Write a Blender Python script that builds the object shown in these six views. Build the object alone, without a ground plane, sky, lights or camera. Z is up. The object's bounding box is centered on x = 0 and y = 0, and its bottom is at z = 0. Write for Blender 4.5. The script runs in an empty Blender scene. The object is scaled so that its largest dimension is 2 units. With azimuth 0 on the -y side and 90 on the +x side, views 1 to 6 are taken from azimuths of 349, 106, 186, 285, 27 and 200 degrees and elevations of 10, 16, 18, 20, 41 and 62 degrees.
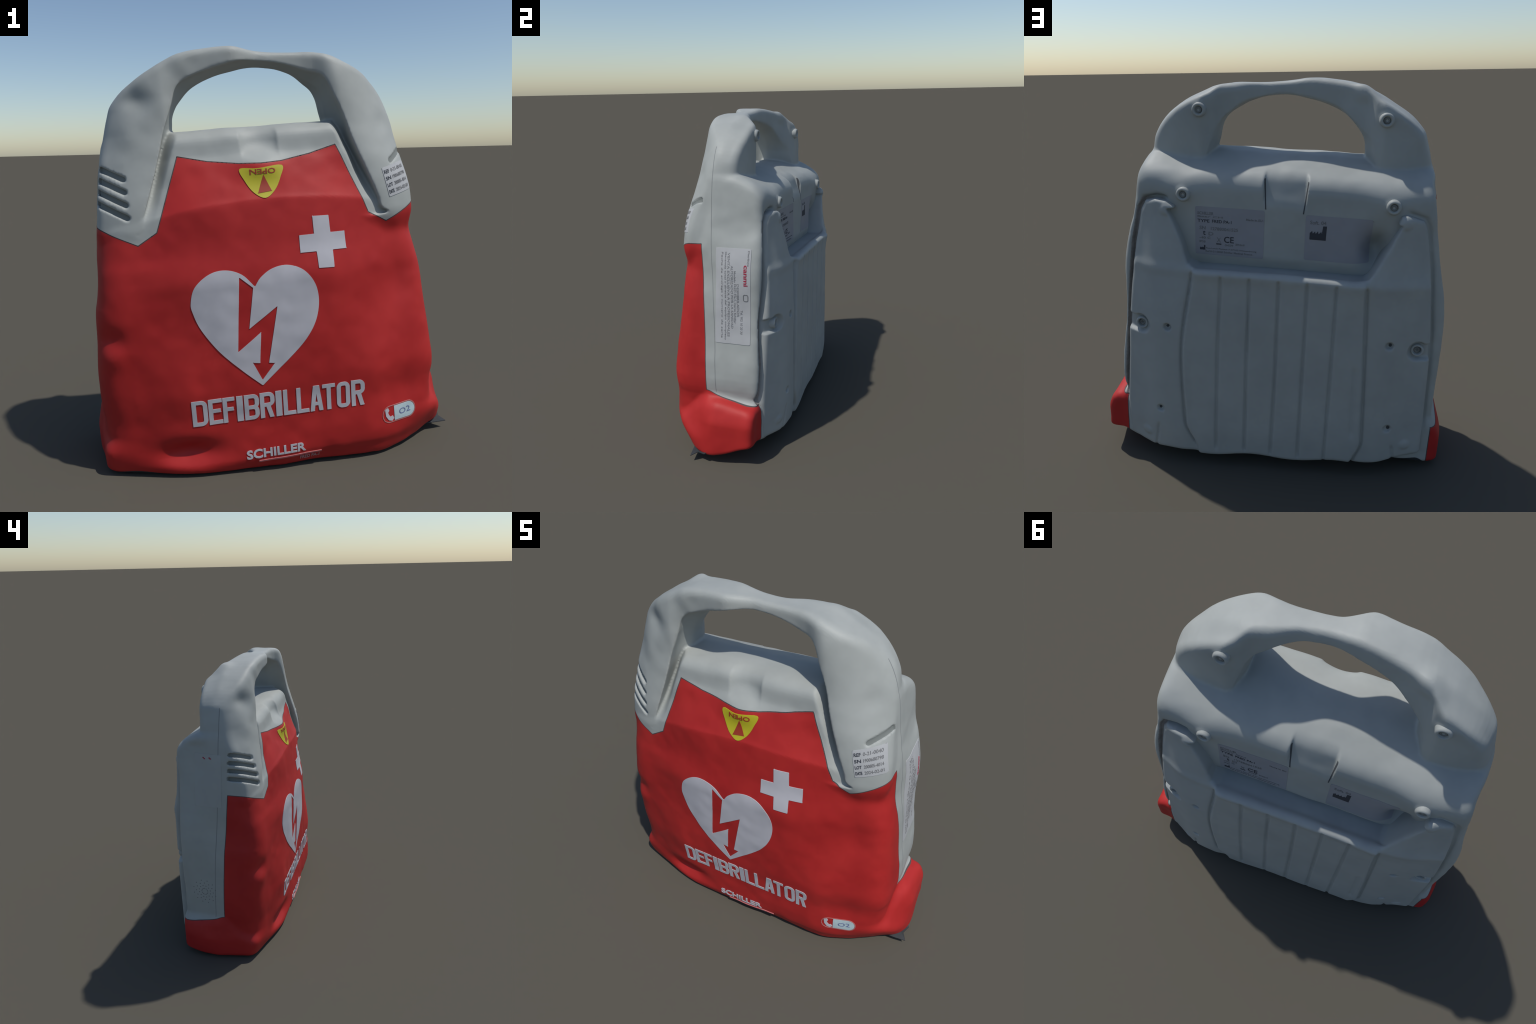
"""Portable defibrillator case: light grey two-part housing with a carrying handle,
a red front cover with feet, and a ribbed battery pack on the back.

The body is modelled as an implicit solid (outline + front depth + back depth, blended
with smooth unions), polygonised with surface nets, cut along the real part lines and
then dressed with stickers, lettering, screws and symbols draped on its surface.
Model space ("case space"): x to the right seen from the front, y to the back, z up,
symmetric about x = 0; place() stands the case in the scene, slightly skewed and tilted.
"""
import bpy, bmesh, math
import numpy as np
from mathutils import Vector
from mathutils.bvhtree import BVHTree

# ------------------------------------------------------------------ placement
YAW, ROLL = math.radians(-1.7), math.radians(3.2)
_ry = np.array([[math.cos(ROLL), 0, -math.sin(ROLL)], [0, 1, 0], [math.sin(ROLL), 0, math.cos(ROLL)]])
_rz = np.array([[math.cos(YAW), -math.sin(YAW), 0], [math.sin(YAW), math.cos(YAW), 0], [0, 0, 1]])
SHEAR = np.array([[1, -0.043, 0], [0, 1, 0], [0, 0, 1]])
MAT = _rz @ _ry @ SHEAR
OFF = _rz @ _ry @ np.array([0.015, 0, 0]) + np.array([-0.045, 0.0, 0.03])
NMAT = np.linalg.inv(MAT).T


def place(P):
    return P @ MAT.T + OFF


def world_z(x, y, z):
    return MAT[2, 0] * x + MAT[2, 1] * y + MAT[2, 2] * z + OFF[2]


# ------------------------------------------------------------------ small maths
def sstep(a, b, t):
    u = np.clip((t - a) / (b - a), 0, 1)
    return u * u * (3 - 2 * u)


def gauss(t, s):
    return np.exp(-(t / s) ** 2)


def smax(a, b, k):
    h = np.maximum(k - np.abs(a - b), 0) / k              # k may vary over the surface
    return np.maximum(a, b) + h * h * k * 0.25


def smin(a, b, k):
    return -smax(-a, -b, k)


def curve(pts, t):
    """Smooth interpolation through (t, value) control points (monotone-ish cubic)."""
    p = np.array(sorted(pts), float)
    xs, ys = p[:, 0], p[:, 1]
    d = np.diff(ys) / np.diff(xs)
    m = np.concatenate([[d[0]], np.where(d[:-1] * d[1:] > 0, 2 * d[:-1] * d[1:] / (d[:-1] + d[1:] + 1e-12), 0), [d[-1]]])
    t = np.clip(t, xs[0], xs[-1])
    i = np.clip(np.searchsorted(xs, t, side="right") - 1, 0, len(xs) - 2)
    h = xs[i + 1] - xs[i]
    u = (t - xs[i]) / h
    return ((2 * u**3 - 3 * u**2 + 1) * ys[i] + (u**3 - 2 * u**2 + u) * h * m[i]
            + (-2 * u**3 + 3 * u**2) * ys[i + 1] + (u**3 - u**2) * h * m[i + 1])


def spline_loop(pts, n=8):
    """Closed Catmull-Rom through control points."""
    p = np.array(pts, float)
    out = []
    N = len(p)
    for i in range(N):
        a, b, c, d = p[i - 1], p[i], p[(i + 1) % N], p[(i + 2) % N]
        for j in range(n):
            t = j / n
            out.append(0.5 * (2 * b + (c - a) * t + (2 * a - 5 * b + 4 * c - d) * t * t + (3 * b - a - 3 * c + d) * t**3))
    return np.array(out)


def spline_open(pts, n=8):
    """Catmull-Rom through an open row of control points (last point left out)."""
    p = np.array(pts, float)
    p = np.concatenate([[2 * p[0] - p[1]], p, [2 * p[-1] - p[-2]]])
    t = (np.arange(n) / n)[:, None]
    return np.concatenate([0.5 * (2 * b + (c - a) * t + (2 * a - 5 * b + 4 * c - d) * t * t + (3 * b - a - 3 * c + d) * t**3)
                           for a, b, c, d in zip(p, p[1:], p[2:], p[3:])])


def poly_sd(poly, x, z):
    """Signed distance to a closed polygon, negative inside."""
    poly = np.asarray(poly, float)
    d = np.full(np.shape(x), 1e9)
    inside = np.zeros(np.shape(x), bool)
    for i in range(len(poly)):
        a, b = poly[i - 1], poly[i]
        ex, ez = b - a
        wx, wz = x - a[0], z - a[1]
        t = np.clip((wx * ex + wz * ez) / (ex * ex + ez * ez + 1e-12), 0, 1)
        d = np.minimum(d, (wx - ex * t) ** 2 + (wz - ez * t) ** 2)
        if ez != 0:
            c = (a[1] > z) != (b[1] > z)
            inside ^= c & (x < ex * (z - a[1]) / ez + a[0])
    d = np.sqrt(d)
    return np.where(inside, -d, d)


def segment_sd(x, z, p, q, r):
    ex, ez = q[0] - p[0], q[1] - p[1]
    t = np.clip(((x - p[0]) * ex + (z - p[1]) * ez) / (ex * ex + ez * ez), 0, 1)
    return np.hypot(x - p[0] - ex * t, z - p[1] - ez * t) - r


def round_box_sd(x, z, cx, cz, hx, hz, r):
    a, b = np.abs(x - cx) - hx + r, np.abs(z - cz) - hz + r
    return np.hypot(np.maximum(a, 0), np.maximum(b, 0)) + np.minimum(np.maximum(a, b), 0) - r


_rng = np.random.default_rng(7)
_lat = _rng.random((24, 24, 24)).astype(np.float32)


def lumps(P, size, shift=0.0):
    """Smooth value noise in -1..1 on points P (n,3)."""
    q = P / size + 40.0 + shift
    i = np.floor(q).astype(int)
    f = q - i
    f = f * f * (3 - 2 * f)
    r = 0
    for dx in (0, 1):
        for dy in (0, 1):
            for dz in (0, 1):
                w = ((f[:, 0] if dx else 1 - f[:, 0]) * (f[:, 1] if dy else 1 - f[:, 1]) * (f[:, 2] if dz else 1 - f[:, 2]))
                r = r + w * _lat[(i[:, 0] + dx) % 24, (i[:, 1] + dy) % 24, (i[:, 2] + dz) % 24]
    return r * 2 - 1


# ------------------------------------------------------------------ profiles
SIDE_R = [(-.08, .820), (.25, .826), (.35, .842), (.46, .843), (.68, .822), (.93, .797), (1.12, .778), (1.21, .768),
          (1.46, .740), (1.62, .718), (1.69, .700), (1.76, .658), (1.83, .582), (1.882, .49), (1.930, .362)]
SIDE_L = [(-.08, .840), (.25, .848), (.345, .852), (.55, .846), (.8, .819), (.9, .803), (1.2, .770), (1.35, .751), (1.5, .728),
          (1.62, .700), (1.71, .670), (1.765, .645), (1.825, .586), (1.875, .51), (1.926, .415), (1.962, .319)]
CROWN = [(.235, 1.947), (.109, 1.956), (.0, 1.969), (-.074, 1.981), (-.197, 1.977)]
OUTLINE = [(w, z) for z, w in SIDE_R] + CROWN + [(-w, z) for z, w in reversed(SIDE_L)]

# hand hole seen straight on (middle of the bar) and the wider mouth on the front
HOLE_MID = [(-.374, 1.60), (-.362, 1.69), (-.325, 1.758), (-.255, 1.818), (-.150, 1.862), (-.05, 1.884), (.04, 1.892),
            (.15, 1.874), (.25, 1.836), (.325, 1.785), (.357, 1.735), (.374, 1.66), (.387, 1.60), (.44, 1.30), (0, 1.28), (-.44, 1.30)]
MOUTH = [(-.368, 1.74), (-.335, 1.815), (-.26, 1.858), (-.15, 1.889), (-.05, 1.906), (.04, 1.908), (.14, 1.895), (.25, 1.866),
         (.340, 1.828), (.385, 1.73), (.424, 1.63), (.460, 1.50), (.510, 1.36), (.560, 1.20), (.5, 1.16), (-.5, 1.16), (-.560, 1.20), (-.510, 1.34),
         (-.460, 1.48), (-.416, 1.62)]
ARM_EDGE = [(1.15, .565), (1.24, .555), (1.36, .520), (1.5, .470), (1.63, .435), (1.73, .395), (1.82, .365), (2.0, .34)]
ARM_EDGE_Y = [(1.10, -.288), (1.2, -.280), (1.4, -.246), (1.5, -.226), (1.64, -.200), (1.82, -.184), (1.9, -.165), (2.0, -.13)]
PANEL_EDGE = [(1.10, .53), (1.174, .500), (1.502, .372), (1.6, .335)]        # edge of the red panel beside the arms
FRONT_Y = [(-.08, -.362), (.0, -.368), (.06, -.380), (.16, -.377), (.26, -.374), (.45, -.383), (.9, -.376), (1.08, -.348), (1.27, -.327), (1.285, -.324),
           (1.305, -.314), (1.45, -.246), (1.50, -.224), (1.6, -.208), (1.7, -.20)]
BAR_FRONT = [(-.55, -.14), (-.32, -.182), (-.2, -.185), (-.09, -.200), (.06, -.145), (.25, -.142), (.42, -.172), (.55, -.13)]
BAR_BACK = [(-.75, .055), (-.62, .095), (-.55, .108), (-.45, .112), (-.405, .090), (-.35, .040), (-.27, .018), (-.12, -.015), (.05, -.035),
            (.15, -.025), (.27, .018), (.35, .040), (.405, .090), (.45, .112), (.55, .108), (.62, .095), (.75, .055)]
DECK = [(-.4, 1.598), (-.2, 1.604), (-.1, 1.617), (0, 1.612), (.09, 1.586), (.17, 1.549), (.25, 1.503), (.32, 1.46), (.42, 1.40)]


PACK_OUT = [(-.770, -.02), (0, -.03), (.80, -.02), (.815, .27), (.782, .78), (.742, 1.16), (.712, 1.33), (.685, 1.378), (.63, 1.392), (.575, 1.386),
            (.535, 1.365), (.505, 1.303), (.488, 1.22), (.476, 1.14), (.457, 1.095), (.415, 1.076), (.2, 1.080), (-.2, 1.085), (-.36, 1.080), (-.415, 1.092),
            (-.455, 1.155), (-.500, 1.245), (-.528, 1.34), (-.545, 1.392), (-.57, 1.400), (-.655, 1.374), (-.672, 1.34), (-.709, 1.144), (-.747, .81), (-.757, .65), (-.768, .255)]


def front_depth(x, z):
    """y of the red cover / centre block seen from the front."""
    ax = np.abs(x)
    y = curve(FRONT_Y, z + .20 * x * x * sstep(1.0, 1.2, z) * sstep(1.5, 1.36, z))      # the crease arches
    hi = sstep(.35, .8, z)
    y = y + (1 - hi) * (.085 * sstep(.40, .85, ax)) + hi * (np.where(x > 0, .118, .072) * sstep(.15, .85, ax)) * sstep(1.6, 1.2, z)
    # channels between centre block and handle arms
    t = sstep(1.17, 1.60, z)
    y = y + .085 * t * sstep(0, 1, (ax - curve(PANEL_EDGE, z) - .022) / (.035 + .03 * t)) * (z > 1.0)
    # thumb scoop over the yellow tab, and the lip below it
    sx = np.maximum(1 - ((x - .008) / .088) ** 2, 0) ** .7
    y = y + .024 * sx * sstep(1.44, 1.55, z)
    y = y - .027 * gauss(x - .0, .10) * gauss(z - 1.435, .055)
    # knocks and hollows of the soft cover
    y = y + .056 * gauss(x + .46, .13) * gauss(z - .118, .06) - .004 * gauss(x + .50, .13) * gauss(z - .02, .05)
    y = y + .008 * gauss(x - .58, .16) * gauss(z - 1.0, .10) + .012 * gauss(x - .62, .14) * gauss(z - .30, .10)
    y = y + .022 * gauss(x - .64, .12) * gauss(z - .85, .12)
    y = y + .012 * gauss(x - .35, .25) * gauss(z - .02, .06)
    y = y + .018 * gauss(x + .77, .07) * gauss(z - .70, .05) - .010 * gauss(x + .77, .06) * gauss(z - .61, .05)
    return y


def arm_depth(x, z):
    ax = np.abs(x)
    a = np.maximum(ax - curve(ARM_EDGE, z), 0)
    arm = curve(ARM_EDGE_Y, z) - .010 * sstep(1.2, 1.35, z) + (np.where(x > 0, 1.9, 1.6) + np.where(x > 0, .0, .3) * sstep(1.48, 1.62, z)) * a * a
    arm = arm + .020 * gauss(x + .52, .06) * gauss(z - 1.755, .05) - .008 * gauss(x + .58, .05) * gauss(z - 1.62, .07)
    arm = arm + .012 * gauss(x - .62, .05) * gauss(z - 1.59, .05)
    t = sstep(.30, .42, ax)
    return curve(BAR_FRONT, x) * (1 - t) + arm * t


def vent_sd(x, z):
    """Four loudspeaker vents in the left arm."""
    d = np.full(np.shape(x), 9.0)
    for k in range(4):
        d = np.minimum(d, segment_sd(x, z, (-.715 - .012 * k, 1.468 - .049 * k), (-.622, 1.420 - .057 * k), .014))
    return d


def nick_sd(x, z):
    """Finger nick in the right arm."""
    return segment_sd(x, z, (.645, 1.405), (.735, 1.455), .014)


def grid(lo, hi, h):
    ax = [np.arange(lo[i], hi[i] + h, h) for i in range(3)]
    return ax


# ------------------------------------------------------------------ body as an implicit solid
def body_field(X, Y, Z):
    x2, z2 = np.meshgrid(X, Z, indexing="ij")
    out2 = poly_sd(np.concatenate([spline_open(OUTLINE, 3), OUTLINE[-1:]]), x2, z2)
    hole2 = poly_sd(spline_loop(HOLE_MID, 4), x2, z2)
    mouth2 = poly_sd(spline_loop(MOUTH, 4), x2, z2)
    fb, fa = front_depth(x2, z2), arm_depth(x2, z2)
    gh = curve(BAR_BACK, x2) + .006
    ax2 = np.abs(x2)
    gs = .256 + (.014 * sstep(.55, .68, x2) - .022 * sstep(-.62, -.80, x2)) * sstep(1.40, 1.30, z2) + .015 * gauss(ax2 - .5, .1) * gauss(z2 - 1.43, .08)
    gs = gs - .030 * sstep(1.14, 1.04, z2) * sstep(.50, .42, ax2) - .10 * gauss(x2 + .445, .06) * gauss(z2 - 1.20, .085)
    gs = gs - .035 * sstep(.108, .098, ax2) * sstep(1.37, 1.50, z2)           # tongue under the deck
    for sx, sy in ((.5, 1.425),):
        gs = gs + .008 * sstep(.045, .015, np.hypot(ax2 - sx, z2 - sy))       # screw bosses
    gh = gh + .008 * sstep(.045, .015, np.hypot(ax2 - .45, z2 - 1.808))
    pack2 = poly_sd(PACK_OUT, x2, z2)
    gs = gs - .035 * gauss(pack2 - .008, .012) * sstep(.56, .60, ax2) * sstep(.22, .28, z2) * (1 - .6 * (x2 < 0))
    slot, nick = vent_sd(x2, z2), nick_sd(x2, z2)
    f = np.empty((len(X), len(Y), len(Z)), np.float32)
    for j, y in enumerate(Y):
        shrink = .006 * sstep(-.08, .22, y)
        side = out2 + np.where(x2 > 0, .016 * gauss(z2 - 1.02, .10) * sstep(.08, -.08, y) - (.005 + .022 * gauss(z2 - 1.06, .20)) * sstep(-.12, .06, y) * sstep(1.35, 1.2, z2), .032 * sstep(-.06, .20, y) * sstep(1.60, 1.50, z2) * (1 - 1.35 * gauss(z2 - .92, .28)))
        x3, z3 = x2, z2
        wz = world_z(x3, y, z3)
        zb = .007 + .058 * sstep(-.02, .34, y) + .025 * sstep(.5, .86, x3) * sstep(-.12, .22, y) - .02 * sstep(-.5, -.86, x3) * sstep(0, .3, y)
        zb = zb + .034 * sstep(.70, .90, x3) + .010 * sstep(.7, .86, x3) * sstep(.08, .22, y)
        zb = zb - .006 * gauss(x3 - .05, .45) * sstep(-.1, -.3, y) + .012 * sstep(.50, .75, x3) * sstep(0, -.2, y)
        # centre block with sloping deck
        b = smax(fb - y, y - gs, .05)
        b = smax(b, side, .06 + np.where(x2 > 0, .085, .08) * float(sstep(.05, -.12, y)))
        b = smax(b, z3 - curve(DECK, np.full_like(x3, y)) - .008 * sstep(.50, .68, ax2) * float(sstep(.02, .1, y)), .06)
        # handle and arms
        t = sstep(-.06, -.17, y)
        op = hole2 * (1 - t) + mouth2 * t
        op = op - np.where(x2 < 0, .036, .022) * sstep(.0, .11, y) * sstep(1.80, 1.72, z3) - .012 * sstep(-.05, .03, y) * sstep(1.80, 1.86, z3)
        h = smax(fa - y, y - gh, .035)
        h = smax(h, out2 + .006 + (.014 + .004 * sstep(1.45, 1.6, z2)) * sstep(-.02, .10, y) + .014 * sstep(.0, .12, y) * sstep(-.3, -.5, x2) * sstep(1.6, 1.4, z2), .036)
        h = smax(h, -op, .007)
        h = smax(h + .05 * sstep(1.19, 1.0, z3), 1.0 - z3, .02)
        h = h - (.016 * gauss(x2 + .345, .05) + .008 * gauss(x2 - .40, .05)) * float(gauss(y - .03, .05)) * sstep(1.86, 1.92, z2)
        s = smin(b, h, .012)
        # feet of the red cover
        rim = .950 - .085 * float(sstep(.03, -.24, y)) * (.6 + .8 * sstep(.05, .2, z3)) - .05 * sstep(.16, .33, z3)
        fr = smax(np.maximum(.5 - x3, max(-.30 - y, y - .254)), x3 - rim, .05)
        fr = smax(fr, z3 - .295 + .16 * float(sstep(-.04, -.26, y)) + .03 * float(sstep(.0, .25, y)), .05)
        rim = .898 - .042 * float(sstep(.0, -.22, y)) - .022 * float(sstep(.08, .22, y)) - .03 * sstep(.16, .31, z3) - .05 * sstep(.06, -.06, z3)
        fl = smax(np.maximum(.5 + x3, max(-.28 - y, y - .238)), -x3 - rim, .05)
        fl = smax(fl, z3 - .305 + .14 * float(sstep(-.04, -.24, y)) + .02 * float(sstep(.0, .25, y)), .05)
        s = smin(smin(s, fr, .05), fl, .05)
        # the cover is tucked in round its lower front corners
        s = smax(s, .526 * (x3 - .57) - .85 * (y + .325) - .5 * (z3 + .03), .05)
        s = smax(s, -.34 * (x3 + .61) - .94 * (y + .317) - .5 * (z3 + .03), .05)
        s = smax(s, zb - wz, .026)
        # recesses
        if y < -.108:
            s = np.maximum(s, -np.maximum(slot, -s - .016))
            s = np.maximum(s, -np.maximum(nick, -s - .010))
        f[:, j, :] = s
    return f


def surface_nets(f, X, Y, Z):
    h = X[1] - X[0]
    inside = f < 0
    nx, ny, nz = f.shape
    c = np.zeros((nx - 1, ny - 1, nz - 1), np.uint8)
    for dx in (0, 1):
        for dy in (0, 1):
            for dz in (0, 1):
                c += inside[dx:nx - 1 + dx, dy:ny - 1 + dy, dz:nz - 1 + dz]
    act = np.argwhere((c > 0) & (c < 8))
    idx = np.full(c.shape, -1, np.int32)
    idx[tuple(act.T)] = np.arange(len(act))
    acc = np.zeros((len(act), 3))
    cnt = np.zeros(len(act))
    corners = [(a, b, d) for a in (0, 1) for b in (0, 1) for d in (0, 1)]
    val = {k: f[act[:, 0] + k[0], act[:, 1] + k[1], act[:, 2] + k[2]] for k in corners}
    for a in corners:
        for ax in range(3):
            if a[ax]:
                continue
            b = list(a)
            b[ax] = 1
            va, vb = val[a], val[tuple(b)]
            m = (va < 0) != (vb < 0)
            t = np.where(m, va / np.where(m, va - vb, 1), 0)
            p = np.array(a, float)[None, :].repeat(len(act), 0)
            p[:, ax] += t
            acc[m] += p[m]
            cnt[m] += 1
    V = np.array([X[0], Y[0], Z[0]]) + h * (act + acc / cnt[:, None])
    quads = []
    for ax in range(3):
        u, v = (ax + 1) % 3, (ax + 2) % 3
        s0 = [slice(None)] * 3
        s1 = [slice(None)] * 3
        s0[ax], s1[ax] = slice(0, -1), slice(1, None)
        cross = inside[tuple(s0)] != inside[tuple(s1)]
        e = np.argwhere(cross)
        e = e[(e[:, u] > 0) & (e[:, v] > 0) & (e[:, u] < f.shape[u] - 1) & (e[:, v] < f.shape[v] - 1)]
        first = inside[tuple(e.T)]
        q = []
        for du, dv in ((1, 1), (0, 1), (0, 0), (1, 0)):
            k = e.copy()
            k[:, u] -= du
            k[:, v] -= dv
            q.append(idx[tuple(k.T)])
        q = np.stack(q, 1)
        q[~first] = q[~first][:, ::-1]
        quads.append(q)
    q = np.concatenate(quads)
    q = q[(q >= 0).all(1)]
    return V, np.concatenate([q[:, [0, 1, 2]], q[:, [0, 2, 3]]])


def vertex_normals(V, T):
    n = np.cross(V[T[:, 1]] - V[T[:, 0]], V[T[:, 2]] - V[T[:, 0]])
    N = np.zeros_like(V)
    for k in range(3):
        for a in range(3):
            N[:, a] += np.bincount(T[:, k], n[:, a], len(V))
    return N / (np.linalg.norm(N, axis=1, keepdims=True) + 1e-12)


def relax(V, T, rounds=2, w=.5):
    e = np.concatenate([T[:, [0, 1]], T[:, [1, 2]], T[:, [2, 0]]])
    e = np.unique(np.sort(e, 1), axis=0)
    deg = np.bincount(e.ravel(), minlength=len(V))[:, None]
    for _ in range(rounds):
        s = np.zeros_like(V)
        for a in range(3):
            s[:, a] = np.bincount(e[:, 0], V[e[:, 1], a], len(V)) + np.bincount(e[:, 1], V[e[:, 0], a], len(V))
        V = V + w * (s / np.maximum(deg, 1) - V)
    return V


def cut(V, N, T, fun, level=0.0):
    """Split the triangles along fun(V) = level so that the part line runs along edges."""
    f = fun(V) - level
    f = np.where(np.abs(f) < 2e-5, 2e-5, f)
    pos = f[T] > 0
    k = pos.sum(1)
    mixed = (k == 1) | (k == 2)
    M = T[mixed]
    if not len(M):
        return V, N, T
    pm = pos[mixed]
    odd = np.where(pm.sum(1)[:, None] == 1, pm, ~pm).argmax(1)               # the lone corner
    r = np.arange(len(M))
    a, b, c = M[r, odd], M[r, (odd + 1) % 3], M[r, (odd + 2) % 3]
    e = np.sort(np.concatenate([np.stack([a, b], 1), np.stack([a, c], 1)]), 1)
    ue, inv = np.unique(e, axis=0, return_inverse=True)
    inv = inv.ravel()
    t = (f[ue[:, 0]] / (f[ue[:, 0]] - f[ue[:, 1]]))[:, None]
    nv = V[ue[:, 0]] * (1 - t) + V[ue[:, 1]] * t
    nn = N[ue[:, 0]] * (1 - t) + N[ue[:, 1]] * t
    nn /= np.linalg.norm(nn, axis=1, keepdims=True) + 1e-12
    ab, ac = inv[:len(M)] + len(V), inv[len(M):] + len(V)
    new = np.concatenate([np.stack([a, ab, ac], 1), np.stack([ab, b, c], 1), np.stack([ab, c, ac], 1)])
    return np.concatenate([V, nv]), np.concatenate([N, nn]), np.concatenate([T[~mixed], new])


# ------------------------------------------------------------------ materials
def principled(name, color, rough=.5, grain=.0, scale=8.0, tint=None, spec=.5, bump=.0, bump_scale=120.0, coat=0.0):
    m = bpy.data.materials.new(name)
    m.use_nodes = True
    nt = m.node_tree
    b = nt.nodes["Principled BSDF"]
    b.inputs["Roughness"].default_value = rough
    b.inputs["Specular IOR Level"].default_value = spec
    b.inputs["Coat Weight"].default_value = coat
    b.inputs["Base Color"].default_value = (*color, 1)
    tc = nt.nodes.new("ShaderNodeTexCoord")
    if grain:
        n1 = nt.nodes.new("ShaderNodeTexNoise")
        n1.inputs["Scale"].default_value = scale
        n1.inputs["Detail"].default_value = 5
        n1.inputs["Roughness"].default_value = .6
        nt.links.new(tc.outputs["Object"], n1.inputs["Vector"])
        ramp = nt.nodes.new("ShaderNodeValToRGB")
        lo = [c * (1 - grain) for c in color]
        hi = tint if tint else [min(1, c * (1 + grain)) for c in color]
        ramp.color_ramp.elements[0].position, ramp.color_ramp.elements[1].position = .32, .68
        ramp.color_ramp.elements[0].color = (*lo, 1)
        ramp.color_ramp.elements[1].color = (*hi, 1)
        nt.links.new(n1.outputs["Fac"], ramp.inputs["Fac"])
        nt.links.new(ramp.outputs["Color"], b.inputs["Base Color"])
    if bump:
        n2 = nt.nodes.new("ShaderNodeTexNoise")
        n2.inputs["Scale"].default_value = bump_scale
        n2.inputs["Detail"].default_value = 3
        nt.links.new(tc.outputs["Object"], n2.inputs["Vector"])
        bp = nt.nodes.new("ShaderNodeBump")
        bp.inputs["Strength"].default_value = bump
        bp.inputs["Distance"].default_value = .003
        nt.links.new(n2.outputs["Fac"], bp.inputs["Height"])
        nt.links.new(bp.outputs["Normal"], b.inputs["Normal"])
    return m


GREY = principled("grey_plastic", (.345, .362, .345), .55, .06, 5, (.368, .384, .366), .3)
RED = principled("red_plastic", (.40, .017, .017), .55, .10, 4, (.43, .023, .021), .28)
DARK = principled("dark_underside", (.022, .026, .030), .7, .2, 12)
SEAM = principled("seam_shadow_gap", (.085, .065, .065), .8)
SEAM_GREY = principled("seam_grey_gap", (.20, .21, .21), .8)
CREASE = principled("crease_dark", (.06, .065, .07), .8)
WHITE = principled("white_print", (.46, .45, .48), .55, .04, 9)
YELLOW = principled("yellow_tab", (.42, .38, .012), .55, .06, 9)
REDPRINT = principled("red_print", (.30, .03, .01), .6)
INK = principled("dark_ink", (.035, .038, .05), .7)
INK_SOFT = principled("faded_ink", (.17, .172, .175), .7)
INK_FINE = principled("small_print", (.22, .22, .225), .7)
PAPER = principled("paper_label", (.40, .405, .41), .6, .03, 15)
FOIL = principled("clear_label", (.275, .28, .305), .45, .03, 15)
TAPE = principled("white_writing_field", (.42, .52, .54), .5, .08, 25)
STEEL = principled("screw_steel", (.16, .17, .165), .45, .2, 40, None, .5)
SLOT = principled("slot_shadow_grey", (.17, .185, .175), .8)
PACK = principled("battery_grey_plastic", (.335, .352, .343), .55, .06, 6, (.355, .373, .360), .3)
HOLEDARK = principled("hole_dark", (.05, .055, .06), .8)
DIRT = principled("gap_dust", (.27, .25, .23), .9, .2, 30)

# ------------------------------------------------------------------ scene graph
ROOT = bpy.data.objects.new("defibrillator_case", None)
ROOT["label"] = "red and grey defibrillator case with carrying handle"
ROOT["category"] = "defibrillator"
bpy.context.scene.collection.objects.link(ROOT)
COUNT = {}


def add_mesh(name, P, T, mat, parent=ROOT, normals=None, smooth=True, stuff=False):
    """P already in world coordinates."""
    used = np.unique(T)
    remap = np.zeros(len(P), np.int64)
    remap[used] = np.arange(len(used))
    me = bpy.data.meshes.new(name)
    T2 = remap[T]
    me.vertices.add(len(used))
    me.vertices.foreach_set("co", P[used].astype(np.float32).ravel())
    me.loops.add(T2.size)
    me.loops.foreach_set("vertex_index", T2.astype(np.int32).ravel())
    me.polygons.add(len(T2))
    me.polygons.foreach_set("loop_start", np.arange(0, T2.size, 3, dtype=np.int32))
    me.update(calc_edges=True)
    me.validate()
    me.materials.append(mat)
    me.polygons.foreach_set("use_smooth", np.full(len(me.polygons), smooth))
    if normals is not None and len(me.vertices) == len(used):
        me.normals_split_custom_set_from_vertices(normals[used].astype(np.float64).tolist())
    ob = bpy.data.objects.new(name, me)
    bpy.context.scene.collection.objects.link(ob)
    ob.parent = parent
    if stuff:
        ob["kind"] = "stuff"
    return ob


# ------------------------------------------------------------------ build the body
H = .0056
BX, BY, BZ = grid((-.97, -.435, -.09), (.985, .30, 2.03), H)
BV, BT = surface_nets(body_field(BX, BY, BZ), BX, BY, BZ)
BV = relax(BV, BT, 2, .4)
BN = vertex_normals(BV, BT)
amp = .0038 * lumps(BV, .16) + .0016 * lumps(BV, .06, 3.3)
BV = BV + BN * amp[:, None]
BN = vertex_normals(BV, BT)

COVER = [(-.84, 1.218), (-.77, 1.214), (-.700, 1.175), (-.589, 1.122), (-.500, 1.174), (-.372, 1.502), (-.24, 1.470), (-.10, 1.450), (0, 1.445),
         (.10, 1.448), (.24, 1.470), (.372, 1.502), (.500, 1.174), (.589, 1.122), (.700, 1.172), (.785, 1.214), (.85, 1.222), (1.1, 1.222), (1.1, -.3), (-1.1, -.3), (-1.1, 1.218)]
COVER_BACK = [(-.1, -.058), (.3, -.062), (.75, -.075), (1.0, -.092), (1.22, -.105), (1.6, -.12)]
FOOT_TOP = [(-.4, .34), (-.06, .335), (0, .315), (.1, .292), (.2, .272), (.3, .266)]


def is_cover(V):
    x, y, z = V.T
    front = np.maximum(poly_sd(COVER, x, z), y - curve(COVER_BACK, z))
    foot = np.maximum(np.maximum(z - curve(FOOT_TOP, y), np.minimum(y - np.where(x > 0, .250, .226), np.where(x > 0, .822, .815) - np.abs(x))), .70 - np.abs(x))
    return np.minimum(front, foot)


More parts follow.
